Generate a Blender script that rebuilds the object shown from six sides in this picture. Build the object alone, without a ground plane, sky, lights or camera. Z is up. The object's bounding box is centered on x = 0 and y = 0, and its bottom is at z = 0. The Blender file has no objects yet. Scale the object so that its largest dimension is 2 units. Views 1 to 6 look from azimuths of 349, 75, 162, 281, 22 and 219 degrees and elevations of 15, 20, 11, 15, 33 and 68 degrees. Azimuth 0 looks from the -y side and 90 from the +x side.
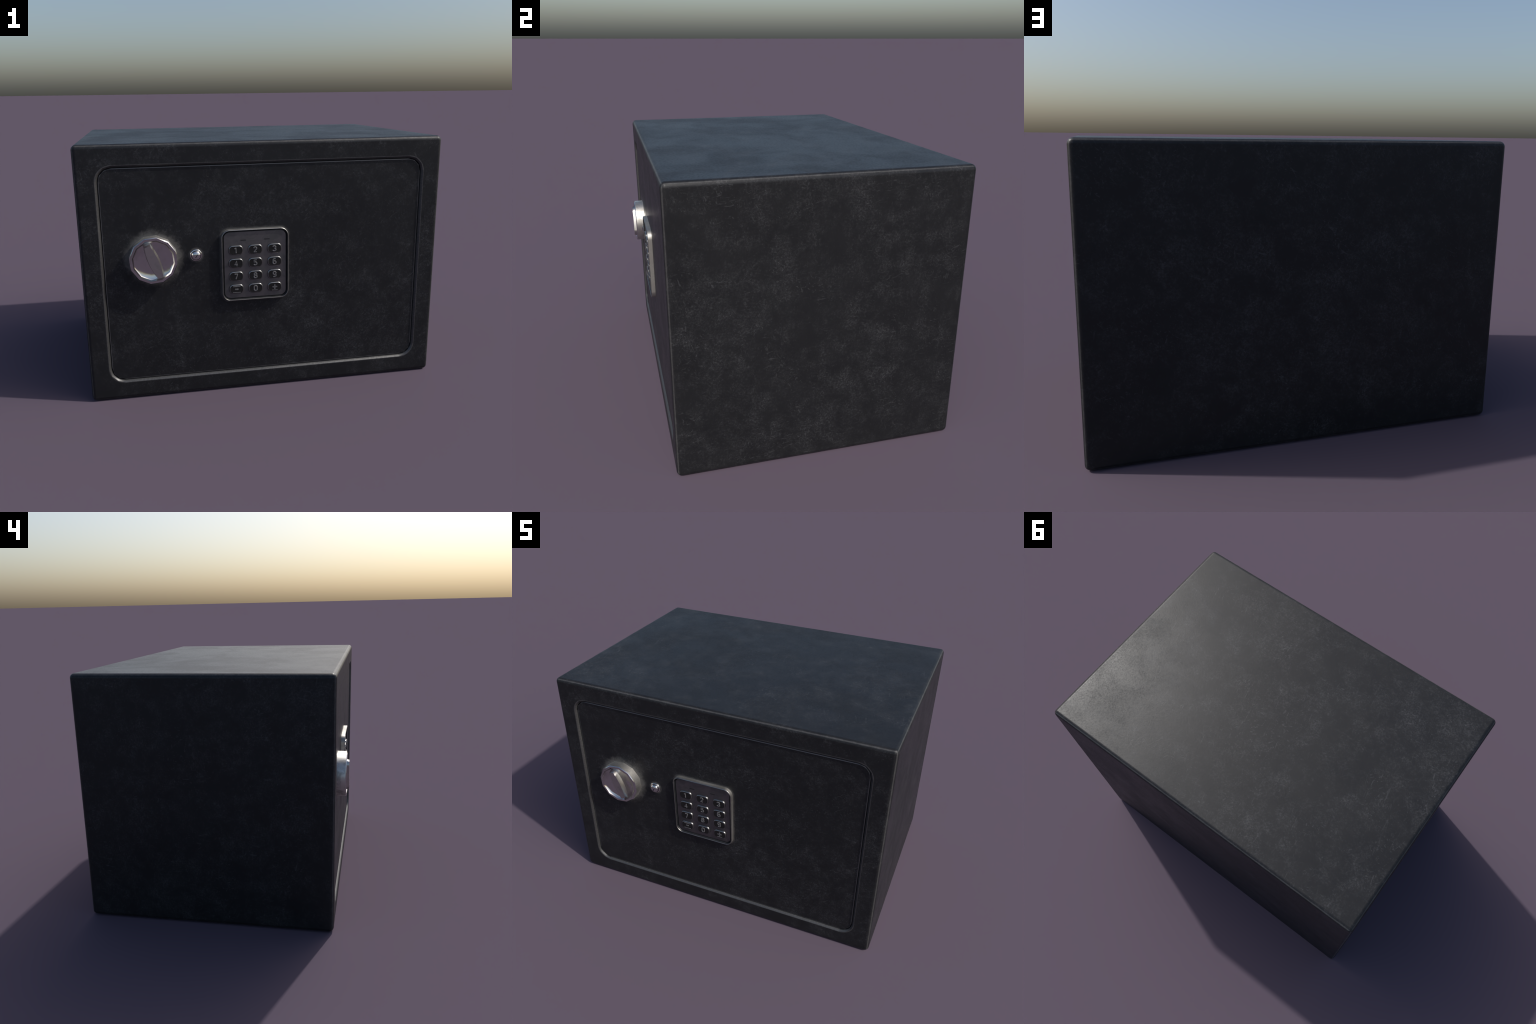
# Small electronic safe: painted steel cabinet with a recessed door,
# a twelve-sided turning knob, a key lock and a twelve-key keypad.
import bpy, bmesh, math
from mathutils import Vector

# ------------------------------------------------------------------ sizes (m)
HALF_W, HEIGHT = 1.0, 1.4128
Y_BACK, Y_FRAME = 0.7340, -0.678          # back plane, front plane of the frame
Y_DOOR = -0.6675                         # door sits 10 mm behind the frame
EDGE = 0.024                             # rounding of the cabinet edges
REC_HX, REC_Z0, REC_Z1, REC_R = 0.895, 0.101, 1.305, 0.085   # recess mouth
SLOPE = 0.010                            # how far the recess wall leans inwards
KNOB = (-0.6216, 0.8025)                 # x, z of the knob axis
KNOB_R = 0.1287
LOCK = (-0.3925, 0.8085)
PAD = (-0.0690, 0.7400)                  # keypad centre
PAD_HX, PAD_HZ, PAD_R = 0.1870, 0.2015, 0.046
Y_PLATE = -0.6815
KEY_X = (-0.1770, -0.0690, 0.0388)
KEY_Z = (0.8265, 0.7525, 0.6785, 0.6045)

# black paint
DARK, DUST = (0.0106, 0.0110, 0.0121), (0.061, 0.063, 0.067)
R0, SPEC = 0.36, 0.28

# ------------------------------------------------------------- node utilities
class Nodes:
    def __init__(self, name):
        self.mat = bpy.data.materials.new(name)
        self.mat.use_nodes = True
        self.t = self.mat.node_tree
        self.t.nodes.clear()
        self.out = self.t.nodes.new("ShaderNodeOutputMaterial")
        self.bsdf = self.t.nodes.new("ShaderNodeBsdfPrincipled")
        self.t.links.new(self.bsdf.outputs[0], self.out.inputs[0])
        self.obj = self.t.nodes.new("ShaderNodeTexCoord").outputs["Object"]

    def put(self, sock, v):
        if isinstance(v, bpy.types.NodeSocket):
            self.t.links.new(v, sock)
        else:
            sock.default_value = v

    def mapping(self, scale=(1, 1, 1), rot=(0, 0, 0), loc=(0, 0, 0), src=None):
        n = self.t.nodes.new("ShaderNodeMapping")
        self.put(n.inputs["Vector"], src or self.obj)
        n.inputs["Location"].default_value = loc
        n.inputs["Rotation"].default_value = rot
        n.inputs["Scale"].default_value = scale
        return n.outputs[0]

    def noise(self, scale, detail=4, rough=0.55, dist=0.0, vec=None):
        n = self.t.nodes.new("ShaderNodeTexNoise")
        self.put(n.inputs["Vector"], vec or self.obj)
        n.inputs["Scale"].default_value = scale
        n.inputs["Detail"].default_value = detail
        n.inputs["Roughness"].default_value = rough
        n.inputs["Distortion"].default_value = dist
        return n.outputs["Fac"]

    def math(self, op, a, b=0.0, c=0.0, clamp=False):
        n = self.t.nodes.new("ShaderNodeMath")
        n.operation = op
        n.use_clamp = clamp
        for s, v in zip(n.inputs, (a, b, c)):
            self.put(s, v)
        return n.outputs[0]

    def remap(self, v, a, b, lo=0.0, hi=1.0):
        n = self.t.nodes.new("ShaderNodeMapRange")
        n.interpolation_type = 'SMOOTHSTEP'
        self.put(n.inputs["Value"], v)
        for k, x in zip(("From Min", "From Max", "To Min", "To Max"), (a, b, lo, hi)):
            n.inputs[k].default_value = x
        return n.outputs[0]

    def mix(self, f, a, b):
        n = self.t.nodes.new("ShaderNodeMix")
        n.data_type = 'RGBA'
        self.put(n.inputs[0], f)
        for s, v in ((n.inputs[6], a), (n.inputs[7], b)):
            self.put(s, v if isinstance(v, bpy.types.NodeSocket) else (*v, 1.0))
        return n.outputs[2]

    def bump(self, h, strength, dist):
        n = self.t.nodes.new("ShaderNodeBump")
        n.inputs["Strength"].default_value = strength
        n.inputs["Distance"].default_value = dist
        self.put(n.inputs["Height"], h)
        self.put(self.bsdf.inputs["Normal"], n.outputs[0])

    def set(self, **kw):
        names = dict(color="Base Color", rough="Roughness", metal="Metallic",
                     spec="Specular IOR Level", tint="Specular Tint")
        for k, v in kw.items():
            if k == "color" and not isinstance(v, bpy.types.NodeSocket):
                v = (*v, 1.0)
            self.put(self.bsdf.inputs[names[k]], v)
        return self.mat


def scratches(n):
    """Thin hair scratches: strongly stretched noise in several directions."""
    total = None
    for k, rot in enumerate(((0.3, 0.9, 0.5), (1.2, -0.4, 1.9), (-0.7, 0.3, 2.7), (0.5, 2.0, -0.9), (2.2, 1.1, 0.2), (0.1, -0.8, 1.3))):
        turned = n.mapping(rot=rot, loc=(3.1 * k, 1.7 * k, 0.6 * k))      # turn first, then stretch
        v = n.mapping(scale=(11, 80, 80), src=turned)
        s = n.remap(n.noise(1.0, 3, 0.6, 0.6, vec=v), 0.63, 0.73)
        total = s if total is None else n.math('MAXIMUM', total, s)
    return total


def paint(name, halo=False):
    """Black powder-coated steel, with dusty clouds, specks and scratches."""
    n = Nodes(name)
    wide = n.remap(n.noise(1.9, 4, 0.55, 0.3), 0.38, 0.66)
    film = n.noise(9.0, 8, 0.82, 0.2, n.mapping(loc=(4, 2, 7)))
    film = n.remap(n.math('ADD', film, n.math('MULTIPLY', wide, 0.07)), 0.44, 0.88)
    grain = n.remap(n.noise(95, 5, 0.75), 0.40, 0.68)
    speck = n.remap(n.noise(150, 2, 0.60, 0.0, n.mapping(loc=(9, 1, 5))), 0.61, 0.72)
    scr = n.math('MULTIPLY', scratches(n), n.remap(n.noise(4.0, 2, 0.5, 0, n.mapping(loc=(1, 8, 3))), 0.42, 0.62))
    dust = n.math('MULTIPLY', film, n.math('MULTIPLY_ADD', grain, 0.92, 0.12))
    dust = n.math('ADD', dust, n.math('MULTIPLY', speck, n.math('MULTIPLY_ADD', film, 0.9, 0.06)))
    dust = n.math('ADD', dust, n.math('MULTIPLY', scr, 0.40), clamp=True)
    color = n.mix(dust, DARK, DUST)
    sep = n.t.nodes.new("ShaderNodeSeparateXYZ")
    n.put(sep.inputs[0], n.obj)
    x, y, z = sep.outputs
    rag = n.math('SUBTRACT', n.noise(24, 4, 0.6, 0.4), 0.5)
    satin = n.remap(n.noise(3.2, 6, 0.62, 0.4, n.mapping(loc=(2, 6, 1))), 0.36, 0.66)
    rough = n.math('MULTIPLY_ADD', satin, 0.09, R0)
    rough = n.math('ADD', rough, n.math('MULTIPLY', grain, 0.09))
    metallic = 0.0
    if halo:
        # rubbed ring around the knob, ragged outward
        dx, dz = n.math('SUBTRACT', x, KNOB[0]), n.math('SUBTRACT', z, KNOB[1])
        r = n.math('SQRT', n.math('ADD', n.math('MULTIPLY', dx, dx), n.math('MULTIPLY', dz, dz)))
        ring = n.remap(n.math('MULTIPLY_ADD', rag, 0.07, r), 0.118, 0.170, 1.0, 0.0)
        # narrow rubbed line around the keypad frame (rounded-box distance)
        qx = n.math('MAXIMUM', n.math('SUBTRACT', n.math('ABSOLUTE', n.math('SUBTRACT', x, PAD[0])), PAD_HX - PAD_R), 0.0)
        qz = n.math('MAXIMUM', n.math('SUBTRACT', n.math('ABSOLUTE', n.math('SUBTRACT', z, PAD[1])), PAD_HZ - PAD_R), 0.0)
        q = n.math('SQRT', n.math('ADD', n.math('MULTIPLY', qx, qx), n.math('MULTIPLY', qz, qz)))
        box = n.remap(n.math('MULTIPLY_ADD', rag, 0.014, q), PAD_R - 0.002, PAD_R + 0.014, 0.7, 0.0)
        lx, lz = n.math('SUBTRACT', x, LOCK[0]), n.math('SUBTRACT', z, LOCK[1])
        lr = n.math('SQRT', n.math('ADD', n.math('MULTIPLY', lx, lx), n.math('MULTIPLY', lz, lz)))
        spot = n.remap(n.math('MULTIPLY_ADD', rag, 0.016, lr), 0.032, 0.047, 0.7, 0.0)
        h = n.math('MAXIMUM', n.math('MAXIMUM', ring, box), spot)
        color = n.mix(n.math('MULTIPLY', h, 0.9), color, (0.105, 0.103, 0.099))
        # door chamfer tinted pale and metallic to draw its thin sky-reflection line
        inset = SLOPE + 0.0035
        ox = n.math('MAXIMUM', n.math('SUBTRACT', n.math('ABSOLUTE', x), REC_HX - REC_R), 0.0)
        oz = n.math('MAXIMUM', n.math('SUBTRACT', n.math('ABSOLUTE', n.math('SUBTRACT', z, (REC_Z0 + REC_Z1) / 2)),
                                      (REC_Z1 - REC_Z0) / 2 - REC_R), 0.0)
        o = n.math('SQRT', n.math('ADD', n.math('MULTIPLY', ox, ox), n.math('MULTIPLY', oz, oz)))
        rim = n.remap(o, REC_R - inset - 0.0065, REC_R - inset - 0.0035)
        color = n.mix(n.math('MULTIPLY', rim, 0.8), color, (0.20, 0.20, 0.20))
        metallic = n.math('MULTIPLY', rim, 0.8)
    else:
        # bevel glints put into the colour: paler band on the cabinet's outer edges
        ex = n.math('SUBTRACT', n.math('ABSOLUTE', x), HALF_W)
        ey = n.math('SUBTRACT', n.math('ABSOLUTE', n.math('SUBTRACT', y, (Y_BACK + Y_FRAME) / 2)), (Y_BACK - Y_FRAME) / 2)
        ez = n.math('SUBTRACT', n.math('ABSOLUTE', n.math('SUBTRACT', z, HEIGHT / 2)), HEIGHT / 2)
        hi = n.math('MAXIMUM', n.math('MAXIMUM', ex, ey), ez)
        lo = n.math('MINIMUM', n.math('MINIMUM', ex, ey), ez)
        mid = n.math('SUBTRACT', n.math('SUBTRACT', n.math('ADD', n.math('ADD', ex, ey), ez), hi), lo)
        edge = n.remap(n.math('MULTIPLY_ADD', rag, 0.004, mid), -0.0120, -0.0070)
        # sloping lip around the door lightened for the sun shine it catches
        qx = n.math('MAXIMUM', n.math('SUBTRACT', n.math('ABSOLUTE', x), REC_HX - REC_R), 0.0)
        qz = n.math('MAXIMUM', n.math('SUBTRACT', n.math('ABSOLUTE', n.math('SUBTRACT', z, (REC_Z0 + REC_Z1) / 2)),
                                      (REC_Z1 - REC_Z0) / 2 - REC_R), 0.0)
        q = n.math('SUBTRACT', n.math('SQRT', n.math('ADD', n.math('MULTIPLY', qx, qx), n.math('MULTIPLY', qz, qz))), REC_R)
        lip = n.math('MULTIPLY', n.remap(q, -SLOPE - 0.002, -SLOPE + 0.002), n.remap(q, 0.000, 0.005, 1.0, 0.0))
        lip = n.math('MULTIPLY', lip, n.remap(y, -0.66, -0.64, 1.0, 0.0))
        edge = n.math('MAXIMUM', n.math('MULTIPLY', edge, 0.62), lip)
        edge = n.math('MULTIPLY', edge, n.remap(n.math('ADD', grain, rag), 0.0, 0.6, 0.75, 1.0))
        color = n.mix(n.math('MULTIPLY', edge, 0.8), color, n.mix(lip, (0.16, 0.16, 0.158), (0.13, 0.13, 0.13)))
        rough = n.math('SUBTRACT', rough, n.math('MULTIPLY', edge, 0.02))
        metallic = n.math('MULTIPLY', edge, 0.75)
    n.bump(n.math('ADD', n.noise(110, 4, 0.65), n.math('MULTIPLY', scr, 0.4)), 0.08, 0.003)
    return n.set(color=color, rough=rough, metal=metallic, spec=SPEC, tint=(0.925, 0.955, 1.0, 1.0))


def metal(name, light, dark, r0, r1, tarnish=9.0):
    n = Nodes(name)
    t = n.remap(n.noise(tarnish, 6, 0.62, 0.5), 0.42, 0.66)
    g = n.noise(90, 4, 0.6)
    color = n.mix(t, light, dark)
    rough = n.math('MULTIPLY_ADD', t, r1 - r0, r0)
    n.bump(g, 0.05, 0.002)
    return n.set(color=color, rough=rough, metal=1.0)


def plain(name, color, rough, metallic=0.0, spec=0.5):
    n = Nodes(name)
    v = n.remap(n.noise(60, 3, 0.6), 0.40, 0.70)
    c = n.mix(v, tuple(c * 0.85 for c in color), tuple(c * 1.15 for c in color))
    return n.set(color=c, rough=rough, metal=metallic, spec=spec)


M_CABINET = paint("black_paint")
M_DOOR = paint("black_paint_door", halo=True)
M_CHROME = metal("polished_steel", (0.60, 0.59, 0.58), (0.44, 0.43, 0.42), 0.12, 0.24)
M_SIDE = metal("satin_steel", (0.76, 0.75, 0.72), (0.46, 0.45, 0.43), 0.42, 0.52, 16)  # base colour lightened to bring up the sun's hot spot on the knob side
M_PADSIDE = metal("satin_frame_steel", (0.46, 0.45, 0.43), (0.36, 0.355, 0.345), 0.50, 0.62, 14)
M_GRIP = metal("brushed_steel", (0.50, 0.49, 0.47), (0.34, 0.33, 0.32), 0.28, 0.40)
M_FRAME = metal("worn_steel", (0.30, 0.295, 0.285), (0.21, 0.21, 0.205), 0.38, 0.50, 14)
M_PLATE = metal("keypad_steel", (0.170, 0.167, 0.170), (0.120, 0.120, 0.123), 0.42, 0.52, 12)
M_KEYRIM = metal("key_rim_steel", (0.27, 0.27, 0.27), (0.18, 0.18, 0.18), 0.30, 0.40, 30)
M_KEYCAP = plain("black_key_plastic", (0.0085, 0.0085, 0.0085), 0.42, spec=0.35)
M_PRINT = plain("grey_print", (0.105, 0.105, 0.110), 0.55, spec=0.3)
M_SLOT = plain("dark_slot", (0.010, 0.011, 0.013), 0.5)

# ---------------------------------------------------------- geometry utilities
COL = bpy.context.scene.collection


def make(name, bm, mats, parent=None, weighted=False, angle=None):
    bmesh.ops.recalc_face_normals(bm, faces=bm.faces)
    me = bpy.data.meshes.new(name)
    bm.to_mesh(me)
    bm.free()
    for m in mats:
        me.materials.append(m)
    ob = bpy.data.objects.new(name, me)
    COL.objects.link(ob)
    if angle is not None:
        me.shade_smooth()
        me.set_sharp_from_angle(angle=math.radians(angle))
    if weighted:
        w = ob.modifiers.new("weighted_normal", 'WEIGHTED_NORMAL')
        w.keep_sharp = True
        w.weight = 100
    if parent:
        ob.parent = parent
    return ob


def rounded(cx, cz, hx, hz, r, seg=6, sub=1):
    """Rounded rectangle in the xz plane; seg chords per corner, each cut in sub."""
    pts = []
    for k, (sx, sz) in enumerate(((1, 1), (-1, 1), (-1, -1), (1, -1))):
        arc = [(cx + sx * (hx - r) + r * math.cos(math.pi / 2 * (k + i / seg)),
                cz + sz * (hz - r) + r * math.sin(math.pi / 2 * (k + i / seg)))
               for i in range(seg + 1)]
        for i in range(seg):
            for j in range(sub):
                t = j / sub
                pts.append((arc[i][0] * (1 - t) + arc[i + 1][0] * t,
                            arc[i][1] * (1 - t) + arc[i + 1][1] * t))
        pts.append(arc[-1])
    return pts


def loft(bm, rings, cap_first=True, cap_last=True, mats=None):
    """rings: list of (outline, y). Bridges them in order."""
    rows = [[bm.verts.new((x, y, z)) for x, z in pts] for pts, y in rings]
    n = len(rows[0])
    for k, (a, b) in enumerate(zip(rows, rows[1:])):
        for i in range(n):
            f = bm.faces.new((a[i], a[(i + 1) % n], b[(i + 1) % n], b[i]))
            if mats:
                f.material_index = mats[k]
    if cap_first:
        bm.faces.new(rows[0][::-1])
    if cap_last:
        f = bm.faces.new(rows[-1])
        if mats:
            f.material_index = mats[-1]
    return rows


# ----------------------------------------------------------------------- safe
safe = bpy.data.objects.new("electronic_safe", None)
COL.objects.link(safe)
safe["label"] = "small black steel safe with silver knob, key lock and keypad"
safe["category"] = "safe"

# cabinet: rounded box, front frame, sloping recess wall and recess floor
zc = HEIGHT / 2
bm = bmesh.new()
rings = []
STEPS = 5


def body_ring(inset):
    return rounded(0, zc, HALF_W - inset, HEIGHT / 2 - inset, EDGE + 0.002 - inset, 6)


for i in range(STEPS + 1):                       # back edge
    a = math.pi / 2 * i / STEPS
    rings.append((body_ring(EDGE * (1 - math.sin(a))), Y_BACK - EDGE * (1 - math.cos(a))))
for i in range(STEPS + 1):                       # front edge
    a = math.pi / 2 * i / STEPS
    rings.append((body_ring(EDGE * (1 - math.cos(a))), Y_FRAME + EDGE * (1 - math.sin(a))))
rz, rh = (REC_Z0 + REC_Z1) / 2, (REC_Z1 - REC_Z0) / 2


def recess_ring(inset):
    return rounded(0, rz, REC_HX - inset, rh - inset, REC_R - inset, 3, 2)


rings.append((recess_ring(-0.001), Y_FRAME))
rings.append((recess_ring(0.0005), Y_FRAME + 0.0012))
rings.append((recess_ring(SLOPE), Y_DOOR - 0.001))
rings.append((recess_ring(SLOPE + 0.001), Y_DOOR + 0.014))
loft(bm, rings)
cabinet = make("cabinet", bm, [M_CABINET], safe, weighted=True, angle=50)

# door panel
bm = bmesh.new()
gap = SLOPE + 0.0035


def door_ring(i):
    return rounded(0, rz, REC_HX - gap - i, rh - gap - i, REC_R - gap - i, 3, 2)


loft(bm, [(door_ring(0), Y_DOOR + 0.0135), (door_ring(0), Y_DOOR + 0.0050),
          (door_ring(0.0012), Y_DOOR + 0.0016), (door_ring(0.0042), Y_DOOR)])
door = make("door", bm, [M_DOOR], safe, weighted=True, angle=50)

# ----------------------------------------------------------------------- knob
def gon(r, phase=-9.4, n=12, c=KNOB):
    return [(c[0] + r * math.cos(math.radians(phase + 360 / n * i)),
             c[1] + r * math.sin(math.radians(phase + 360 / n * i))) for i in range(n)]


bm = bmesh.new()
loft(bm, [(gon(KNOB_R + 0.001), Y_DOOR + 0.004), (gon(KNOB_R), -0.7178), (gon(KNOB_R - 0.0035), -0.7215),
          (gon(0.1130), -0.7220), (gon(0.1085), -0.7130), (gon(0.1000), -0.7085), (gon(0.055), -0.7070),
          (gon(0.012), -0.7070)],
     mats=[1, 0, 0, 0, 0, 0, 0])
knob = make("knob", bm, [M_CHROME, M_SIDE], safe, angle=38)

# raised grip bar: lens-shaped bar, leaning to the left at the top
def lens(half_len, half_mid, half_end, lean=-20.5, cx=KNOB[0] + 0.0015, cz=KNOB[1] - 0.004, n=6):
    side = [(half_mid - (half_mid - half_end) * (t * t), half_len * t)
            for t in [-1 + 2 * i / n for i in range(n + 1)]]
    pts = side + [(-x, y) for x, y in reversed(side)]
    a = math.radians(-lean)
    return [(cx + x * math.cos(a) - y * math.sin(a), cz + x * math.sin(a) + y * math.cos(a)) for x, y in pts]


bm = bmesh.new()
loft(bm, [(lens(0.0990, 0.0325, 0.0190), -0.7060), 
          (lens(0.0905, 0.0255, 0.0150), -0.7340)], cap_first=False)
grip = make("grip", bm, [M_GRIP], knob, angle=180)
for e in grip.data.edges:                        # crisp edge around the flat front
    if all(grip.data.vertices[v].co.y < -0.7335 for v in e.vertices):
        e.use_edge_sharp = True

# ------------------------------------------------------------------- key lock
def circle(r, c=LOCK, n=28):
    return [(c[0] + r * math.cos(2 * math.pi * i / n), c[1] + r * math.sin(2 * math.pi * i / n)) for i in range(n)]


bm = bmesh.new()
rings = [(circle(0.0335), Y_DOOR + 0.004), (circle(0.0335), -0.6725), (circle(0.0315), -0.6750),
         (circle(0.0285), -0.6755), (circle(0.0270), -0.6740), (circle(0.0258), -0.6760)]
for k in range(1, 8):
    a = math.pi / 2 * k / 8
    rings.append((circle(0.0258 * math.cos(a)), -0.6790 - 0.0130 * math.sin(a)))
loft(bm, rings)
lock = make("key_lock", bm, [M_CHROME], safe, angle=50)

bm = bmesh.new()
a = math.radians(-33)
sx, sz = math.cos(a), math.sin(a)
hole = [(LOCK[0] + 0.0005 + u * sx - v * sz * -1 * -1, LOCK[1] - 0.001 + u * sz + v * sx)
        for u, v in ((-0.0022, -0.0110), (0.0022, -0.0110), (0.0022, 0.0110), (-0.0022, 0.0110))]
loft(bm, [(hole, -0.6800), (hole, -0.6922)])
make("keyhole", bm, [M_SLOT], lock)

# --------------------------------------------------------------------- keypad
def pad_ring(i):
    return rounded(PAD[0], PAD[1], PAD_HX - i, PAD_HZ - i, PAD_R - i, 6)


bm = bmesh.new()
loft(bm, [(pad_ring(0), Y_DOOR + 0.004), (pad_ring(0), -0.6880), (pad_ring(0.0015), -0.6905),
          (pad_ring(0.0038), -0.6912), (pad_ring(0.0052), -0.6895), (pad_ring(0.0085), Y_PLATE),
          (pad_ring(0.0110), Y_PLATE + 0.0055), (pad_ring(0.0180), Y_PLATE + 0.0060)],
     mats=[1, 0, 0, 0, 2, 2, 2])  # channel inside the rim coloured black to deepen its crease shadow
keypad = make("keypad", bm, [M_FRAME, M_PADSIDE, M_SLOT], safe, weighted=True, angle=50)

bm = bmesh.new()
loft(bm, [(pad_ring(0.0126), Y_PLATE + 0.0058), (pad_ring(0.0128), Y_PLATE + 0.0020), (pad_ring(0.0150), Y_PLATE)])
make("faceplate", bm, [M_PLATE], keypad, angle=30)

# key: shared mesh, steel rim and black cap
bm = bmesh.new()
def key_ring(i):
    return rounded(0, 0, 0.0400 - i, 0.0268 - i, 0.0215 - i * 0.9, 5)


loft(bm, [(key_ring(-0.001), 0.002), (key_ring(0.0), -0.0040), (key_ring(0.0018), -0.0068),
          (key_ring(0.0045), -0.0082), (key_ring(0.0065), -0.0080)], mats=[0, 0, 0, 1, 1])
first_key = make("key", bm, [M_KEYRIM, M_KEYCAP], keypad, angle=60)
keys = [first_key] + [first_key.copy() for _ in range(11)]
for i, k in enumerate(keys):
    if i:
        COL.objects.link(k)
    k.location = (KEY_X[i % 3], Y_PLATE, KEY_Z[i // 3])


# printed figures: raised strokes, drawn on a box 1 wide and 2 high
def arc(cx, cz, rx, rz, a0, a1, n=8):
    return [(cx + rx * math.cos(math.radians(a0 + (a1 - a0) * i / n)),
             cz + rz * math.sin(math.radians(a0 + (a1 - a0) * i / n))) for i in range(n + 1)]


STROKES = {
    "0": [arc(0.5, 1.5, .5, .5, 0, 180) + arc(0.5, 0.5, .5, .5, 180, 360) + [(1, 1.5)]],
    "1": [[(0.2, 1.62), (0.60, 2), (0.60, 0)]],
    "2": [arc(0.5, 1.5, .5, .5, 165, -40) + [(0.02, 0), (1, 0)]],
    "3": [arc(0.45, 1.52, .5, .48, 160, -90) + arc(0.45, 0.52, .55, .52, 90, -160)],
    "4": [[(0.78, 0), (0.78, 2), (0, 0.55), (1.08, 0.55)]],
    "5": [[(0.95, 2), (0.12, 2), (0.06, 1.12)] + arc(0.45, 0.62, .55, .62, 115, -155)],
    "6": [[(0.92, 2), (0.45, 2)] + arc(0.45, 1.5, .45, .5, 100, 180, 4) + [(0, 0.6)] + arc(0.5, 0.58, .5, .58, 180, 540, 14)],
    "7": [[(0, 2), (1, 2), (0.38, 0)]],
    "8": [arc(0.5, 1.52, .42, .48, -90, 270, 14), arc(0.5, 0.52, .5, .52, 90, 450, 14)],
    "9": [arc(0.5, 1.42, .5, .58, 0, 360, 14) + [(1, 0.5)] + arc(0.55, 0.5, .45, .5, 0, -80, 4) + [(0.1, 0)]],
}


def figure(ch, at, width=0.0165, height=0.0280, stroke=0.0040):
    cu = bpy.data.curves.new("digit", 'CURVE')
    cu.dimensions = '3D'
    cu.bevel_depth = stroke
    cu.bevel_resolution = 2
    cu.use_fill_caps = True
    for line in STROKES[ch]:
        sp = cu.splines.new('POLY')
        sp.points.add(len(line) - 1)
        for p, (u, v) in zip(sp.points, line):
            p.co = ((u - 0.5) * width, 0, (v - 1) * height / 2, 1)
    tmp = bpy.data.objects.new("tmp", cu)
    COL.objects.link(tmp)
    me = bpy.data.meshes.new_from_object(tmp.evaluated_get(bpy.context.evaluated_depsgraph_get()))
    bpy.data.objects.remove(tmp)
    me.name = "digit"
    for v in me.vertices:                     # flatten the strokes to a low relief
        v.co.y *= 0.35
    me.materials.clear()
    me.materials.append(M_PRINT)
    me.shade_smooth()
    ob = bpy.data.objects.new("digit", me)
    COL.objects.link(ob)
    ob.location = at
    ob.parent = keypad


Y_PRINT = Y_PLATE - 0.0083
for i, ch in enumerate("123456789"):
    figure(ch, (KEY_X[i % 3] - 0.002, Y_PRINT, KEY_Z[i // 3] - 0.001))
figure("0", (KEY_X[1] - 0.002, Y_PRINT, KEY_Z[3] - 0.001))


def bar(bm, cx, cz, w, h, y, d=0.0007):
    loft(bm, [(rounded(cx, cz, w / 2, h / 2, min(w, h) * 0.3, 2), y + d),
              (rounded(cx, cz, w / 2, h / 2, min(w, h) * 0.3, 2), y - d)])


bm = bmesh.new()
bar(bm, KEY_X[0], KEY_Z[3], 0.020, 0.0085, Y_PRINT)
bar(bm, KEY_X[0], KEY_Z[3] + 0.0165, 0.042, 0.0060, Y_PRINT)
bar(bm, KEY_X[0], KEY_Z[3] - 0.0185, 0.044, 0.0036, Y_PRINT)
make("minus_sign", bm, [M_PRINT], keypad)
bm = bmesh.new()
bar(bm, KEY_X[2], KEY_Z[3], 0.028, 0.0075, Y_PRINT)
bar(bm, KEY_X[2], KEY_Z[3], 0.0075, 0.028, Y_PRINT - 0.0004)
bar(bm, KEY_X[2], KEY_Z[3] - 0.0188, 0.032, 0.0030, Y_PRINT)
make("plus_sign", bm, [M_PRINT], keypad)

# two narrow indicator windows above the keys
for x in (-0.1345, -0.0030):
    bm = bmesh.new()
    bar(bm, x, 0.8800, 0.031, 0.0060, Y_PLATE, 0.0006)
    make("indicator_window", bm, [M_SLOT], keypad)
